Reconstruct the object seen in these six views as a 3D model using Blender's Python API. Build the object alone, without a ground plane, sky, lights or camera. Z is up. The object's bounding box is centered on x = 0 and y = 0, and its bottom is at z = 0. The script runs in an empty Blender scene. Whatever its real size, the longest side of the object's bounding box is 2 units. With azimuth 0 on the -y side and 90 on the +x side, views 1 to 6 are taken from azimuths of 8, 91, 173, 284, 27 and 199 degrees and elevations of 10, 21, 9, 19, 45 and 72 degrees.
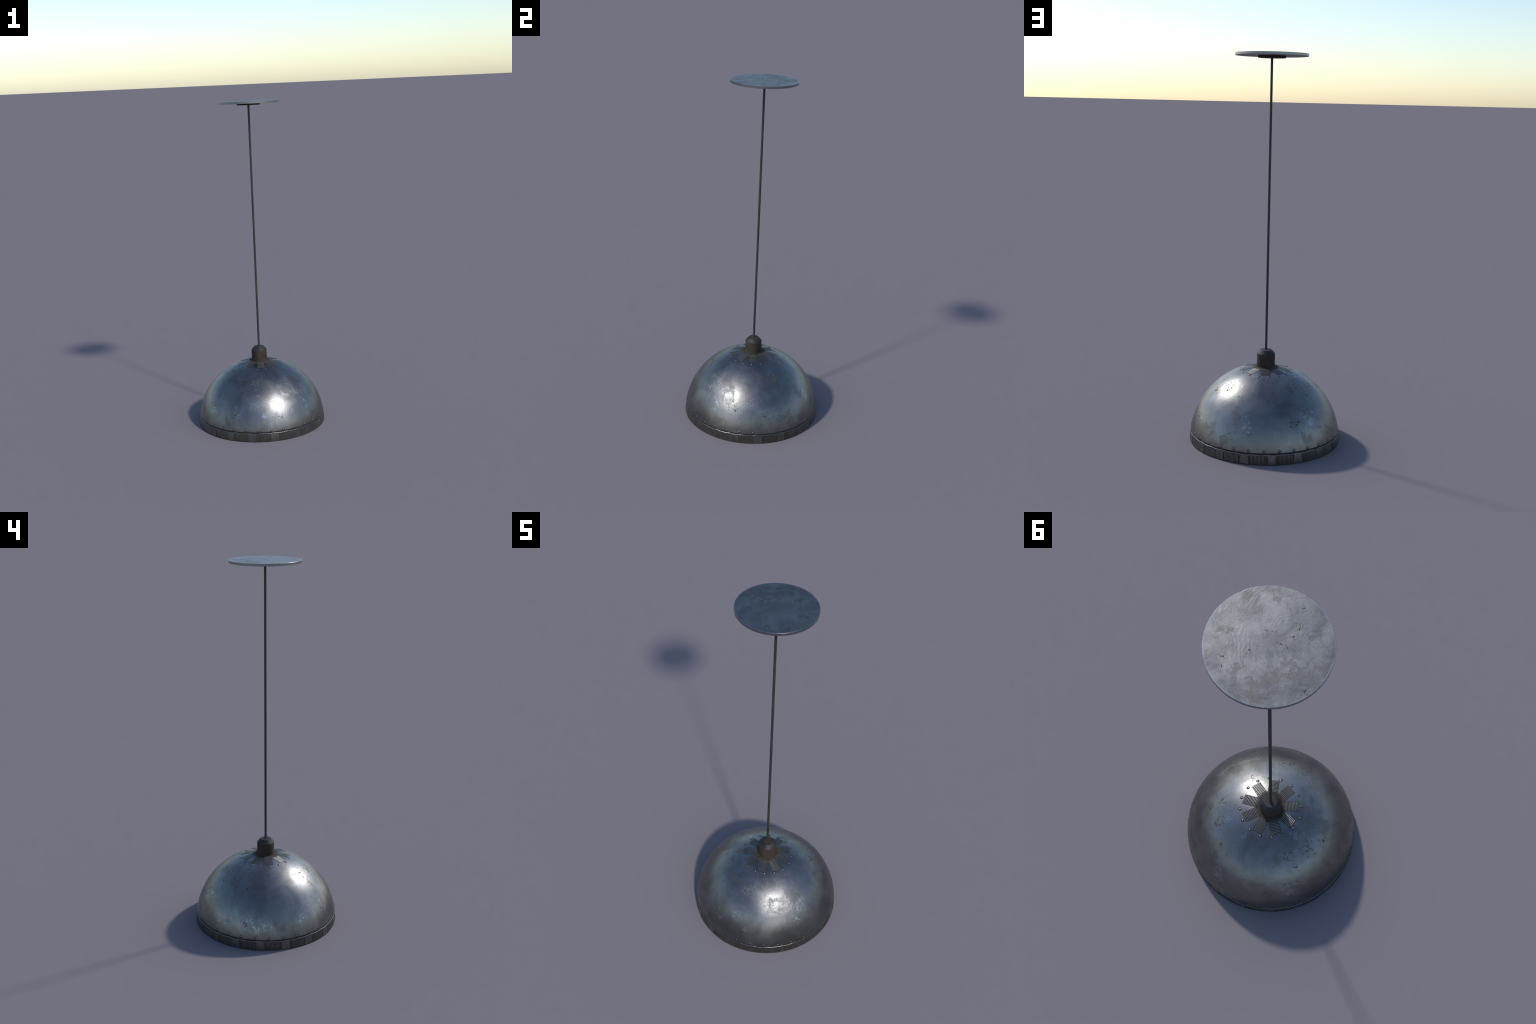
"""Weathered steel pendant lamp: ceiling plate, mount, rod, lamp holder and
hemispherical riveted shade standing on its rim."""
import bpy, math, random
from mathutils import Matrix, Vector

random.seed(7)
R = 0.3946                     # shade radius, centre on the ground plane
D2R = math.radians

# ------------------------------------------------------------------ nodes
class Nodes:
    """Thin helper that writes shader node graphs as expressions."""
    def __init__(self, name):
        self.mat = bpy.data.materials.new(name)
        self.mat.use_nodes = True
        self.t = self.mat.node_tree
        self.t.nodes.clear()
        self.out = self.new('ShaderNodeOutputMaterial')
        self.bsdf = self.new('ShaderNodeBsdfPrincipled')
        self.t.links.new(self.bsdf.outputs[0], self.out.inputs[0])
        self.obj = self.new('ShaderNodeTexCoord').outputs['Object']

    def new(self, kind):
        return self.t.nodes.new(kind)

    def put(self, sock, val):
        if isinstance(val, bpy.types.NodeSocket):
            self.t.links.new(val, sock)
        else:
            sock.default_value = val

    def m(self, op, a, b=0.0, c=None, clamp=False):
        n = self.new('ShaderNodeMath'); n.operation = op; n.use_clamp = clamp
        self.put(n.inputs[0], a); self.put(n.inputs[1], b)
        if c is not None:
            self.put(n.inputs[2], c)
        return n.outputs[0]

    def ramp(self, x, lo, hi, a=0.0, b=1.0, smooth=True):
        n = self.new('ShaderNodeMapRange')
        n.interpolation_type = 'SMOOTHSTEP' if smooth else 'LINEAR'
        for i, v in zip((0, 1, 2, 3, 4), (x, lo, hi, a, b)):
            self.put(n.inputs[i], v)
        return n.outputs[0]

    def noise(self, scale, detail=4.0, rough=0.55, dist=0.0, vec=None, off=0.0, stretch=None):
        v = self.obj if vec is None else vec
        mp = self.new('ShaderNodeMapping')
        self.put(mp.inputs[0], v)
        mp.inputs['Location'].default_value = (off, off * 0.7 + 1.3, off * 0.3)
        if stretch:
            mp.inputs['Scale'].default_value = stretch
        n = self.new('ShaderNodeTexNoise')
        self.put(n.inputs['Vector'], mp.outputs[0])
        n.inputs['Scale'].default_value = scale
        n.inputs['Detail'].default_value = detail
        n.inputs['Roughness'].default_value = rough
        n.inputs['Distortion'].default_value = dist
        return n.outputs[0]

    def mix(self, f, a, b):
        n = self.new('ShaderNodeMix'); n.data_type = 'RGBA'
        self.put(n.inputs[0], f)
        self.put(n.inputs[6], a if not isinstance(a, tuple) else (*a, 1.0))
        self.put(n.inputs[7], b if not isinstance(b, tuple) else (*b, 1.0))
        return n.outputs[2]

    def mixf(self, f, a, b):
        n = self.new('ShaderNodeMix'); n.data_type = 'FLOAT'
        self.put(n.inputs[0], f); self.put(n.inputs[2], a); self.put(n.inputs[3], b)
        return n.outputs[0]

    def spots(self, pts):
        """1 at the centre of each (position, radius) spot, 0 outside."""
        acc = None
        for p, r in pts:
            n = self.new('ShaderNodeVectorMath'); n.operation = 'DISTANCE'
            self.put(n.inputs[0], self.obj); n.inputs[1].default_value = p
            f = self.m('MULTIPLY_ADD', n.outputs['Value'], -1.0 / r, 1.0)
            acc = f if acc is None else self.m('MAXIMUM', acc, f)
        return self.m('MAXIMUM', acc, 0.0)

    def xyz(self):
        n = self.new('ShaderNodeSeparateXYZ'); self.put(n.inputs[0], self.obj)
        return n.outputs

    def bump(self, h, dist, strength=1.0, prev=None):
        n = self.new('ShaderNodeBump')
        n.inputs['Strength'].default_value = strength
        n.inputs['Distance'].default_value = dist
        self.put(n.inputs['Height'], h)
        if prev is not None:
            self.put(n.inputs['Normal'], prev)
        return n.outputs[0]

    def finish(self, color, metal, rough, normal=None):
        b = self.bsdf.inputs
        self.put(b['Base Color'], color if not isinstance(color, tuple) else (*color, 1.0))
        self.put(b['Metallic'], metal); self.put(b['Roughness'], rough)
        if normal is not None:
            self.put(b['Normal'], normal)
        return self.mat


STEEL = (0.203, 0.205, 0.208)
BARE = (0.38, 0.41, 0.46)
DULLC = (0.135, 0.135, 0.133)
RUST = (0.052, 0.0385, 0.0235)


def on_sphere(az, el, r):
    a, e = D2R(az), D2R(el)
    return ((R * math.cos(e) * math.cos(a), R * math.cos(e) * math.sin(a), R * math.sin(e)), r)


# the weathering repeats roughly three times round the shade
TURNS = (0, 119, 238)
RUST_SPOTS = [(109, 28, .050), (12, 23, .040), (34, 54, .055), (15, 46, .040), (11, 56, .045),
              (2, 36, .036), (53, 48, .034), (58, 20, .035), (84, 66, .03)]
SHINY_SPOTS = [(68, 25, .075), (125, 28, .06), (126, 23, .05), (223, 24, .06), (177, 23, .022),
               (131, 33, .04), (327, 28, .075), (339, 24, .02), (20, 23, .018), (66, 33, .045),
               (326, 23, .035), (280, 21, .042), (255, 22, .038), (334, 37, .045), (68, 65, .04),
               (152, 67, .035)]
DULL_SPOTS = [(328, 51, .085), (336, 47, .05), (57, 35, .065), (34, 19, .07), (333, 16, .055), (38, 16, .05),
              (72, 19, .05), (117, 15, .065), (144, 18, .055), (52, 15, .05), (207, 17, .075),
              (161, 20, .03), (214, 62, .05), (246, 15, .055), (183, 59, .085), (184, 50, .06),
              (117, 55, .05), (10, 14, .05), (280, 12, .06)]


def steel_material(name, rust_pts=None, shiny_pts=None, dull_pts=None, collar=False,
                   panels=False, plate=False, tone=1.0):
    n = Nodes(name)
    steel = tuple(c * tone for c in STEEL)
    base_rough = 0.415 if plate else 0.36
    k = 1.7 if plate else 1.0                      # the plate carries a finer pattern
    cloud = n.noise(8.0 * k, 7, 0.62, 0.5)
    fine = n.noise(150.0 * k, 3, 0.6, off=3.0)
    grit = n.noise(420.0, 2, 0.5, off=5.0)
    # brushed streaks run down the shade
    streak = n.noise(24.0, 5, 0.65, 0.6, off=9.0, stretch=(1, 1, 0.22) if not plate else (1, 0.3, 1))
    # dull smoky stains, ragged and uneven
    rag = n.noise(20.0 * k, 9, 0.70, 0.5, off=21.0)
    wisp = n.noise(30.0 * k, 7, 0.68, 1.0, off=23.0, stretch=(1, 1, 0.5))
    stain = n.m('MULTIPLY', n.ramp(n.noise(12.0 * k, 8, 0.66, 0.8, off=12.0), 0.53, 0.72), 0.70)
    if dull_pts:
        s = n.m('ADD', n.spots(dull_pts), n.m('MULTIPLY', n.m('SUBTRACT', rag, 0.5), 3.4))
        s = n.m('ADD', s, n.m('MULTIPLY', n.m('SUBTRACT', wisp, 0.5), 1.6))
        stain = n.m('MAXIMUM', stain, n.ramp(s, 0.32, 0.85))
    color = n.mix(n.ramp(cloud, 0.30, 0.70), tuple(c * 0.78 for c in steel), tuple(c * 1.18 for c in steel))
    color = n.mix(n.m('MULTIPLY', n.ramp(streak, 0.52, 0.72), 0.28), color, DULLC)
    color = n.mix(n.m('MULTIPLY', stain, 0.90 if plate else 0.70), color, DULLC)
    rough = n.m('ADD', n.m('MULTIPLY_ADD', n.m('SUBTRACT', cloud, 0.5), 0.16, base_rough), n.m('MULTIPLY', stain, 0.06))
    rough = n.m('ADD', rough, n.m('MULTIPLY', n.m('SUBTRACT', fine, 0.5), 0.09))
    rough = n.m('ADD', rough, n.m('MULTIPLY', n.m('SUBTRACT', streak, 0.5), 0.10))
    if dull_pts and not plate:   # the battered area is also scoured rougher
        rough = n.m('ADD', rough, n.m('MULTIPLY', n.ramp(n.m('ADD', n.spots([on_sphere(325, 44, 0.20)]), n.m('MULTIPLY', n.m('SUBTRACT', rag, 0.5), 1.5)), 0.2, 0.7), 0.06))
    # bare bright scuffs
    chip = n.noise(64.0 * k, 7, 0.66, 1.2, off=31.0)
    scuff = n.m('MULTIPLY', n.ramp(n.m('MULTIPLY', chip, n.noise(7.0, 2, off=33.0)), 0.385, 0.41), 0.25 if plate else 1.0)
    if shiny_pts:
        s = n.m('ADD', n.spots(shiny_pts), n.m('MULTIPLY', n.m('SUBTRACT', chip, 0.5), 4.2))
        scuff = n.m('MAXIMUM', n.m('MULTIPLY', scuff, 0.8), n.m('MULTIPLY', n.ramp(s, 0.72, 0.98), n.ramp(n.noise(36.0, 4, off=35.0), 0.38, 0.56)))
    color = n.mix(n.m('MULTIPLY', scuff, 0.75), color, BARE)
    rough = n.m('SUBTRACT', rough, n.m('MULTIPLY', scuff, 0.05))
    # pinholes and flakes of rust
    flake = n.noise(70.0 if not plate else 110.0, 7, 0.74, 0.5, off=41.0)
    thin = n.noise(11.0, 3, off=43.0)
    speck = n.m('MULTIPLY', n.ramp(flake, 0.665, 0.70), n.ramp(thin, 0.46, 0.58))
    if rust_pts:
        s = n.m('ADD', n.m('MULTIPLY', n.spots(rust_pts), 0.15), flake)
        speck = n.m('MAXIMUM', n.m('MULTIPLY', speck, 0.85), n.ramp(s, 0.660, 0.700))
    pin = n.m('MULTIPLY', n.ramp(n.noise(210.0 * k, 3, 0.6, off=45.0), 0.685, 0.73), n.ramp(thin, 0.40, 0.60))
    speck = n.m('MAXIMUM', speck, n.m('MULTIPLY', pin, 0.8))
    flaw = speck
    if collar:   # rust halo creeping out from under the lamp holder
        x = n.xyz()
        rad = n.m('SQRT', n.m('ADD', n.m('MULTIPLY', x[0], x[0]), n.m('MULTIPLY', x[1], x[1])))
        halo = n.m('SUBTRACT', n.ramp(rad, 0.045, 0.098, 1.0, 0.0), n.m('MULTIPLY', n.m('SUBTRACT', n.noise(40.0, 6, 0.68, off=51.0), 0.5), 1.6))
        low = n.ramp(x[2], 0.30, 0.34)
        speck = n.m('MAXIMUM', speck, n.m('MULTIPLY', n.m('MULTIPLY', n.ramp(halo, 0.30, 0.85), 0.9), low))
    if panels:   # rust leaking past the edges of the ribbed panels
        x = n.xyz()
        ang = n.m('MULTIPLY', n.m('ARCTAN2', x[1], x[0]), 180.0 / math.pi)
        ph = n.m('ABSOLUTE', n.m('SUBTRACT', n.m('FLOORED_MODULO', n.m('SUBTRACT', ang, 9.0), 20.0), 10.0))
        near = n.m('MULTIPLY', n.ramp(ph, 6.1, 8.4, 1.0, 0.0, smooth=False), n.m('MULTIPLY', n.ramp(ph, 5.9, 6.2), n.ramp(x[2], 0.041, 0.046, 1.0, 0.0)))
        s = n.m('ADD', n.m('MULTIPLY', near, 0.42), n.m('MULTIPLY', n.noise(120.0, 4, 0.65, 0.4, off=61.0), 1.0))
        s = n.m('ADD', s, n.m('MULTIPLY', n.noise(6.0, 2, off=63.0), 0.6))
        speck = n.m('MAXIMUM', speck, n.ramp(s, 1.06, 1.15))
        foot = n.m('ADD', x[2], n.m('MULTIPLY', n.m('SUBTRACT', n.noise(40.0, 3, off=65.0), 0.5), 0.004))
        speck = n.m('MAXIMUM', speck, n.m('MULTIPLY', n.ramp(foot, 0.0012, 0.0028, 1.0, 0.0), 0.85))
    if plate:    # rubbed, smoother metal along the edge and in pale worn islands
        x = n.xyz()
        rad = n.m('SQRT', n.m('ADD', n.m('MULTIPLY', x[0], x[0]), n.m('MULTIPLY', x[1], x[1])))
        wob = n.m('ADD', rad, n.m('MULTIPLY', n.m('SUBTRACT', n.noise(60.0, 5, 0.65, off=91.0), 0.5), 0.006))
        edge = n.ramp(wob, 0.1798, 0.1812)
        isle = n.ramp(n.m('ADD', n.noise(9.0, 8, 0.70, 0.8, off=95.0), n.m('MULTIPLY', n.noise(70.0, 4, off=97.0), 0.25)), 0.62, 0.72)
        rough = n.m('SUBTRACT', rough, n.m('MULTIPLY', n.m('MAXIMUM', edge, n.m('MULTIPLY', isle, 0.45)), 0.09))
        color = n.mix(n.m('MULTIPLY', edge, 0.6), color, (0.30, 0.31, 0.33))
    rustcol = n.mix(n.ramp(n.noise(70.0, 4, off=71.0), 0.35, 0.65), tuple(c * 0.60 for c in RUST), tuple(c * 0.98 for c in RUST))
    color = n.mix(speck, color, rustcol)
    rough = n.mixf(speck, rough, 0.80)
    metal = n.m('MULTIPLY_ADD', speck, -0.95, 1.0)
    nrm = n.bump(n.m('SUBTRACT', n.m('MULTIPLY', fine, 0.5), n.m('MULTIPLY', flaw, 0.5)), 0.0006, 0.5)
    # soft dents and hammered ripples
    dents = n.m('ADD', n.m('MULTIPLY', grit, 0.25), n.noise(34.0, 5, 0.60, 1.4, off=81.0))
    nrm = n.bump(dents, 0.0010 if not plate else 0.0007, 0.26 if not plate else 0.20, nrm)
    if plate:    # fanned scratch marks
        w = n.new('ShaderNodeTexWave')
        w.wave_type = 'RINGS'; w.rings_direction = 'Z'
        w.inputs['Scale'].default_value = 26.0; w.inputs['Distortion'].default_value = 9.0
        w.inputs['Detail'].default_value = 3.0; w.inputs['Detail Scale'].default_value = 1.2
        mp = n.new('ShaderNodeMapping'); n.put(mp.inputs[0], n.obj)
        mp.inputs['Location'].default_value = (0.12, 0.05, -2.0)
        n.put(w.inputs['Vector'], mp.outputs[0])
        gate = n.ramp(n.noise(12.0, 4, 0.6, off=99.0), 0.46, 0.62)
        nrm = n.bump(n.m('MULTIPLY', w.outputs['Fac'], gate), 0.0004, 0.16, nrm)
    elif dull_pts:   # one battered, pitted area on the sunny side
        pit = n.m('ADD', n.spots([on_sphere(310, 44, 0.075), on_sphere(337, 38, 0.065), on_sphere(323, 42, 0.06)]), n.m('MULTIPLY', n.m('SUBTRACT', rag, 0.5), 2.2))
        nrm = n.bump(n.m('MULTIPLY', n.noise(62.0, 5, 0.62, 0.3, off=101.0), n.ramp(pit, 0.2, 0.8)), 0.0036, 0.5, nrm)
    return n.finish(color, metal, rough, nrm)


def rust_material(name, tone=1.0, lines=False):
    n = Nodes(name)
    a = n.noise(40.0, 6, 0.65, off=2.0)
    b = n.noise(160.0, 4, 0.6, off=4.0)
    c = n.mix(n.ramp(a, 0.35, 0.68), tuple(v * 0.72 * tone for v in RUST), tuple(v * 1.18 * tone for v in RUST))
    c = n.mix(n.m('MULTIPLY', n.ramp(b, 0.56, 0.72), 0.35), c, (0.10 * tone, 0.062 * tone, 0.034 * tone))
    h = n.m('ADD', a, n.m('MULTIPLY', b, 0.6))
    if lines:
        z = n.xyz()[2]
        h = n.m('ADD', h, n.m('MULTIPLY', n.m('SINE', n.m('MULTIPLY', z, 2 * math.pi / 0.0032)), 0.35))
    return n.finish(c, 0.0, 0.85, n.bump(h, 0.0009, 0.5))


def cap_material():
    n = Nodes('holder_dark_steel')
    a = n.noise(60.0, 6, 0.65, 0.5, off=1.0)
    x = n.xyz()
    rad = n.m('SQRT', n.m('ADD', n.m('MULTIPLY', x[0], x[0]), n.m('MULTIPLY', x[1], x[1])))
    halo = n.m('SUBTRACT', n.ramp(rad, 0.006, 0.03, 1.0, 0.0), n.m('MULTIPLY', n.m('SUBTRACT', n.noise(75.0, 5, 0.6, off=6.0), 0.5), 2.4))
    r = n.m('MAXIMUM', n.ramp(halo, 0.35, 0.6), n.m('MULTIPLY', n.ramp(a, 0.60, 0.68), 0.7))
    c = n.mix(n.ramp(n.noise(28.0, 4, off=8.0), 0.3, 0.7), (0.034, 0.034, 0.036), (0.060, 0.060, 0.062))
    c = n.mix(r, c, (0.046, 0.035, 0.020))
    return n.finish(c, n.m('MULTIPLY_ADD', r, -0.6, 0.75), n.mixf(r, 0.66, 0.84), n.bump(n.m('SUBTRACT', a, r), 0.0008, 0.5))


def rod_material():
    n = Nodes('rod_black_steel')
    a = n.noise(50.0, 4, off=3.0, stretch=(1, 1, 0.25))
    c = n.mix(n.ramp(a, 0.35, 0.7), (0.026, 0.027, 0.028), (0.042, 0.041, 0.039))
    return n.finish(c, 0.2, 0.55, n.bump(a, 0.0005, 0.3))


shade_pts = [on_sphere(a + t, e, r * 1.5) for a, e, r in RUST_SPOTS for t in TURNS]
MAT_SHADE = steel_material('shade_weathered_steel', shade_pts,
                           [on_sphere(*s) for s in SHINY_SPOTS],
                           [on_sphere(*s) for s in DULL_SPOTS], collar=True)
MAT_BAND = steel_material('band_weathered_steel', panels=True, tone=0.85)
MAT_RIB = steel_material('rib_steel', tone=0.95)
MAT_GRIME = rust_material('grime_in_grooves', 0.50)
MAT_HOLDER = rust_material('holder_rusted_iron', 0.66, lines=True)
MAT_EDGE = rust_material('rim_edge_brown', 1.05)
MAT_CAP = cap_material()
MAT_GROOVE = rust_material('seam_black_dirt', 0.33)
MAT_ROD = rod_material()

PLATE_RUST = [(-0.019, -0.115, .018), (-0.054, -0.142, .028), (-0.054, -0.083, .034), (-0.054, -0.048, .034),
              (0.023, -0.036, .018), (0.004, -0.042, .02), (0.032, 0.008, .018), (0.047, 0.039, .026),
              (-0.051, -0.006, .022), (-0.141, 0.098, .034), (-0.025, -0.014, .026), (0.100, 0.110, .02),
              (-0.149, -0.104, .026), (-0.159, -0.010, .014), (0.112, 0.079, .016)]
PLATE_DULL = [(0.143, 0.000, .036), (0.120, -0.007, .03), (-0.011, 0.128, .07), (0.059, 0.101, .042),
              (-0.170, 0.006, .06), (-0.090, 0.056, .085), (-0.040, 0.097, .06), (0.112, -0.130, .03),
              (0.026, -0.144, .028), (-0.101, -0.054, .028)]
up = lambda pts: [((x, y, 2.0), r) for x, y, r in pts]
MAT_PLATE = steel_material('plate_weathered_steel', up(PLATE_RUST), None, up(PLATE_DULL), plate=True)

# ------------------------------------------------------------------ meshes
def make(name, verts, faces, mats, idx=None, parent=None, smooth=True, angle=35):
    me = bpy.data.meshes.new(name)
    me.from_pydata(verts, [], faces)
    for m in mats:
        me.materials.append(m)
    if idx:
        me.polygons.foreach_set('material_index', idx)
    me.polygons.foreach_set('use_smooth', [smooth] * len(me.polygons))
    me.update()
    if smooth and angle:
        me.set_sharp_from_angle(angle=D2R(angle))
    ob = bpy.data.objects.new(name, me)
    bpy.context.scene.collection.objects.link(ob)
    if parent:
        ob.parent = parent
    return ob


def lathe(name, prof, segs, mats, mat_of=None, parent=None, angle=35):
    """Spin (r, z[, material]) points about z; r = 0 ends become poles."""
    verts, faces, idx, rows = [], [], [], []
    for p in prof:
        r, z = p[0], p[1]
        if r < 1e-7:
            rows.append([len(verts)]); verts.append((0, 0, z))
        else:
            rows.append(list(range(len(verts), len(verts) + segs)))
            verts += [(r * math.cos(2 * math.pi * i / segs), r * math.sin(2 * math.pi * i / segs), z) for i in range(segs)]
    for k in range(len(rows) - 1):
        a, b = rows[k], rows[k + 1]
        mi = prof[k][2] if len(prof[k]) > 2 else 0
        for i in range(segs):
            j = (i + 1) % segs
            if len(a) == 1 and len(b) == 1:
                continue
            if len(a) == 1:
                f = (a[0], b[i], b[j])
            elif len(b) == 1:
                f = (a[i], a[j], b[0])
            else:
                f = (a[i], a[j], b[j], b[i])
            faces.append(f); idx.append(mi)
    return make(name, verts, faces, mats, idx, parent, angle=angle)


def sph(rad, el):
    return (rad * math.cos(D2R(el)), rad * math.sin(D2R(el)))


lamp = bpy.data.objects.new('pendant_lamp', None)
bpy.context.scene.collection.objects.link(lamp)
lamp['label'] = 'weathered steel dome pendant lamp on a long thin rod'
lamp['category'] = 'ceiling lamp'

# --- shade: hemispherical shell above the seam, groove floor below its lip
GR_TOP = 8.25                                   # seam: upper lip, degrees above the rim plane
prof = [(*sph(R - 0.0030, 6.0), 1), (*sph(R - 0.0030, GR_TOP), 1), (*sph(R - 0.0006, GR_TOP), 1), (*sph(R - 0.0001, GR_TOP + 0.12), 0)]
prof += [(*sph(R, e), 0) for e in [GR_TOP + 0.4 + (90 - GR_TOP - 0.4) * i / 72 for i in range(72)]]
prof += [(0.0, R, 0), (0.0, R - 0.006, 0)]
prof += [(*sph(R - 0.006, 90 - 84 * i / 32), 0) for i in range(1, 33)]
prof += [(*sph(R - 0.0030, 6.0), 1)]
shade = lathe('shade', prof, 192, [MAT_SHADE, MAT_GROOVE], parent=lamp, angle=30)

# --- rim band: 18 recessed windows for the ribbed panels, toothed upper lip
PANEL0, HALF = 19.0, 6.35                       # first panel azimuth, half width (degrees)
W_LO, W_HI = 0.45, 6.50                         # window height (degrees)
cols = []
for k in range(18):
    c = PANEL0 + 20 * k
    cols += [(c - HALF - 0.05, 0), (c - HALF, 1)] + [(c - HALF + 2 * HALF * i / 16, 1) for i in range(1, 16)]
    cols += [(c + HALF, 1), (c + HALF + 0.05, 0)] + [(c + HALF + (20 - 2 * HALF) * i / 10, 0) for i in range(1, 10)]


def lip(az):
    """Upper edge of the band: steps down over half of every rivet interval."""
    p = (az - 4.7) % 11.25
    return 7.52 if p < 4.4 else 7.25


verts, faces, idx = [], [], []
rows_n = 0
for az, inside in cols:
    top = lip(az)
    col = [(0.0, R - 0.0065), (0.0, R - 0.0008), (0.12, R - 0.0001), (W_LO - 0.05, R)]
    d = 0.0014 if inside else 0.0
    col += [(W_LO, R - d)] + [(W_LO + (W_HI - W_LO) * i / 6, R - d) for i in range(1, 6)] + [(W_HI, R - d)]
    col += [(W_HI + 0.05, R), (top - 0.40, R + 0.0002), (top - 0.26, R + 0.0002), (top - 0.13, R - 0.0002), (top, R - 0.0010), (top, R - 0.0045)]
    rows_n = len(col)
    a = D2R(az)
    for e, r in col:
        rr, z = sph(r, e)
        verts.append((rr * math.cos(a), rr * math.sin(a), z))
n = len(cols)
for i in range(n):
    j = (i + 1) % n
    for k in range(rows_n - 1):
        faces.append((i * rows_n + k, j * rows_n + k, j * rows_n + k + 1, i * rows_n + k + 1))
        win = (cols[i][1] or cols[j][1]) and 3 <= k <= 10
        idx.append(1 if win else (2 if k == 0 else (3 if k >= rows_n - 2 else 0)))
band = make('rim_band', verts, faces, [MAT_BAND, MAT_GRIME, MAT_EDGE, MAT_GROOVE], idx, lamp, angle=40)


def bar(verts, faces, frame, length_pts, widths, heights, idx=None, mat=0):
    """Raised bar with a rounded top: frame(u, w, h) -> xyz, u along, w across."""
    n0 = len(verts); m = len(widths)
    for u in length_pts:
        for w, h in zip(widths, heights):
            verts.append(frame(u, w, h))
    for i in range(len(length_pts) - 1):
        for k in range(m - 1):
            a = n0 + i * m + k
            faces.append((a, a + 1, a + m + 1, a + m))
            if idx is not None:
                idx.append(mat)
    for i, flip in ((0, 0), (len(length_pts) - 1, 1)):
        ring = [n0 + i * m + k for k in range(m)]
        faces.append(ring if flip else ring[::-1])
        if idx is not None:
            idx.append(mat)


# --- ribbed panels on the rim: twelve upright ribs each, shared mesh
verts, faces = [], []
PITCH = 2 * HALF / 13.0
for i in range(12):
    c = -HALF + PITCH * (i + 1.0)

    def frame(u, w, h, c=c):
        rr, z = sph(R + h, u); a = D2R(c + w)
        return (rr * math.cos(a), rr * math.sin(a), z)
    bar(verts, faces, frame, [0.60 + 5.80 * t / 6 for t in range(7)],
        [-0.28, -0.21, -0.10, 0.10, 0.21, 0.28], [-0.0016, -0.0003, 0.0001, 0.0001, -0.0003, -0.0016])
panel = make('ribbed_panel', verts, faces, [MAT_RIB], None, lamp, angle=50)
panel.rotation_euler[2] = D2R(PANEL0)
for k in range(1, 18):
    o = panel.copy(); o.rotation_euler[2] = D2R(PANEL0 + 20 * k)
    bpy.context.scene.collection.objects.link(o)

# --- louvre panels fanned round the lamp holder: nine, mitred where they meet
def louvre(seed):
    rng = random.Random(seed)
    v, f, ix = [], [], []
    HW, X0, X1 = 0.0222, 0.040, 0.1250
    wedge = math.tan(D2R(20))

    def frame(x, y, h):
        return tuple(Vector((x, y, math.sqrt(R * R - x * x - y * y))).normalized() * (R + h))
    # dark backing with a slightly ragged outline
    nx, ny = 30, 9
    jit = [[rng.uniform(-0.0007, 0.0009) for _ in range(nx + 1)] for _ in range(2)]
    for layer, h in ((0, -0.002), (1, 0.0004)):
        for i in range(nx + 1):
            x = X0 + (X1 - X0) * i / nx
            hw = [min(HW + jit[s][i], x * wedge - 0.0002) for s in (0, 1)]
            for k in range(ny):
                t = k / (ny - 1)
                xx = x + (rng.uniform(-0.0005, 0.0006) if i == nx and layer else 0)
                v.append(frame(xx, -hw[0] + (hw[0] + hw[1]) * t, h))
    off = (nx + 1) * ny
    for i in range(nx):
        for k in range(ny - 1):
            a = off + i * ny + k
            f.append((a, a + ny, a + ny + 1, a + 1)); ix.append(0)
        for k in (0, ny - 1):
            a = i * ny + k
            q = (a, a + ny, a + ny + off, a + off)
            f.append(q if k == 0 else q[::-1]); ix.append(0)
    for k in range(ny - 1):
        a = nx * ny + k
        f.append((a, a + 1, a + 1 + off, a + off)); ix.append(0)
    # slats
    for s in range(13):
        xc = 0.1205 - 0.0063 * s
        hw = min(0.0203, xc * wedge - 0.0012)
        if xc < 0.046:
            break
        bar(v, f, lambda u, w, h: frame(xc + w, u, h), [-hw + 2 * hw * t / 6 for t in range(7)],
            [0.0017, 0.0012, 0.0005, -0.0005, -0.0012, -0.0017], [0.0002, 0.0007, 0.0009, 0.0009, 0.0007, 0.0002], ix, 1)
    return v, f, ix


for k in range(9):
    v, f, ix = louvre(100 + k)
    o = make('louvre_panel', v, f, [MAT_GRIME, MAT_SHADE], ix, lamp, angle=50)
    a = D2R(2.4 + 40 * k)
    o.data.transform(Matrix.Rotation(a, 4, 'Z'))

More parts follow.
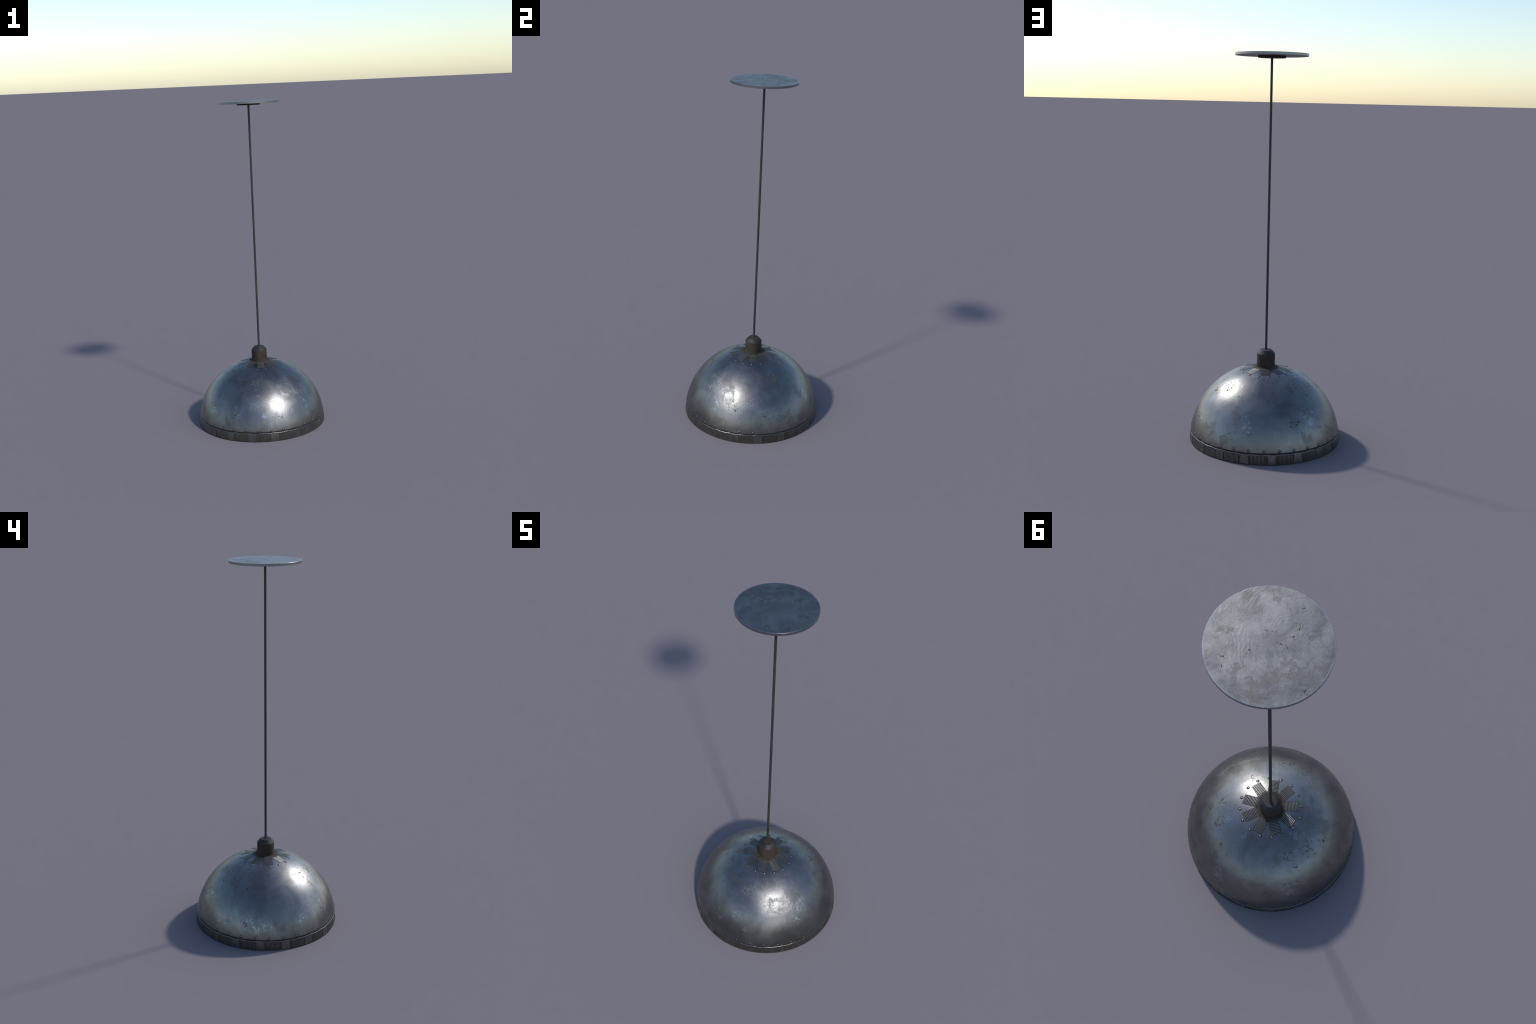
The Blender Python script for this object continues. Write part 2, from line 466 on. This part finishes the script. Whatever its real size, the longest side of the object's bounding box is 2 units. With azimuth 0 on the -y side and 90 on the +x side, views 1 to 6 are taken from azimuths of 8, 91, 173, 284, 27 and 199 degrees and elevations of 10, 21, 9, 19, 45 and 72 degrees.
# --- rivets: domed head on a grime ring, shared mesh, axis +x from the shade centre
def rivet_mesh():
    v, f, ix, seg = [], [], [], 20
    prof = [(0.0078, -0.0006, 0), (0.0075, 0.0002, 0), (0.0051, 0.0002, 0), (0.0048, 0.0006, 1), (0.0040, 0.0012, 1), (0.0024, 0.0017, 1), (0.0008, 0.0019, 1)]
    for r, h, m in prof:
        v += [(h, r * math.cos(2 * math.pi * i / seg), r * math.sin(2 * math.pi * i / seg)) for i in range(seg)]
    for k in range(len(prof) - 1):
        for i in range(seg):
            j = (i + 1) % seg
            f.append((k * seg + i, k * seg + j, (k + 1) * seg + j, (k + 1) * seg + i)); ix.append(0 if k < 3 else 1)
    f.append([(len(prof) - 1) * seg + i for i in range(seg)]); ix.append(1)
    return v, f, ix


v, f, ix = rivet_mesh()
rivet = None
places = [(4.6 + 11.25 * k, 9.65) for k in range(32)] + [(0.5 + 22.5 * k, 69.95) for k in range(16)]
for az, el in places:
    if rivet is None:
        rivet = o = make('rivet', v, f, [MAT_GROOVE, MAT_RIB], ix, lamp, angle=50)
    else:
        o = rivet.copy(); bpy.context.scene.collection.objects.link(o)
    o.location = on_sphere(az, el, 0)[0]
    o.rotation_euler = (0, -D2R(el), D2R(az))

# --- lamp holder: rusted cylinder with a chamfered dark steel cap
lathe('lamp_holder', [(0.0, 0.352), (0.0474, 0.352), (0.0474, 0.385), (0.0474, 0.4595), (0.0, 0.4595)],
      64, [MAT_HOLDER], parent=lamp)
lathe('holder_cap', [(0.0, 0.4590), (0.0471, 0.4590), (0.0471, 0.4608), (0.0296, 0.4802), (0.0, 0.4802)],
      48, [MAT_CAP], parent=lamp)

# --- rod, mount and ceiling plate
lathe('rod', [(0.0, 0.475), (0.0063, 0.475)] + [(0.0063, 0.475 + 1.506 * i / 8) for i in range(1, 9)] + [(0.0, 1.981)],
      16, [MAT_ROD], parent=lamp)
lathe('ceiling_mount', [(0.0, 1.9765), (0.0695, 1.9765), (0.0701, 1.9772), (0.0701, 1.9875), (0.0, 1.9875)],
      64, [MAT_HOLDER], parent=lamp)
lathe('ceiling_plate', [(0.0, 1.9870), (0.1842, 1.9870), (0.1850, 1.9878), (0.1850, 1.9996), (0.1846, 2.0000)]
      + [(0.1846 * i / 12, 2.0) for i in range(11, 0, -1)] + [(0.0, 2.0)],
      96, [MAT_PLATE], parent=lamp)
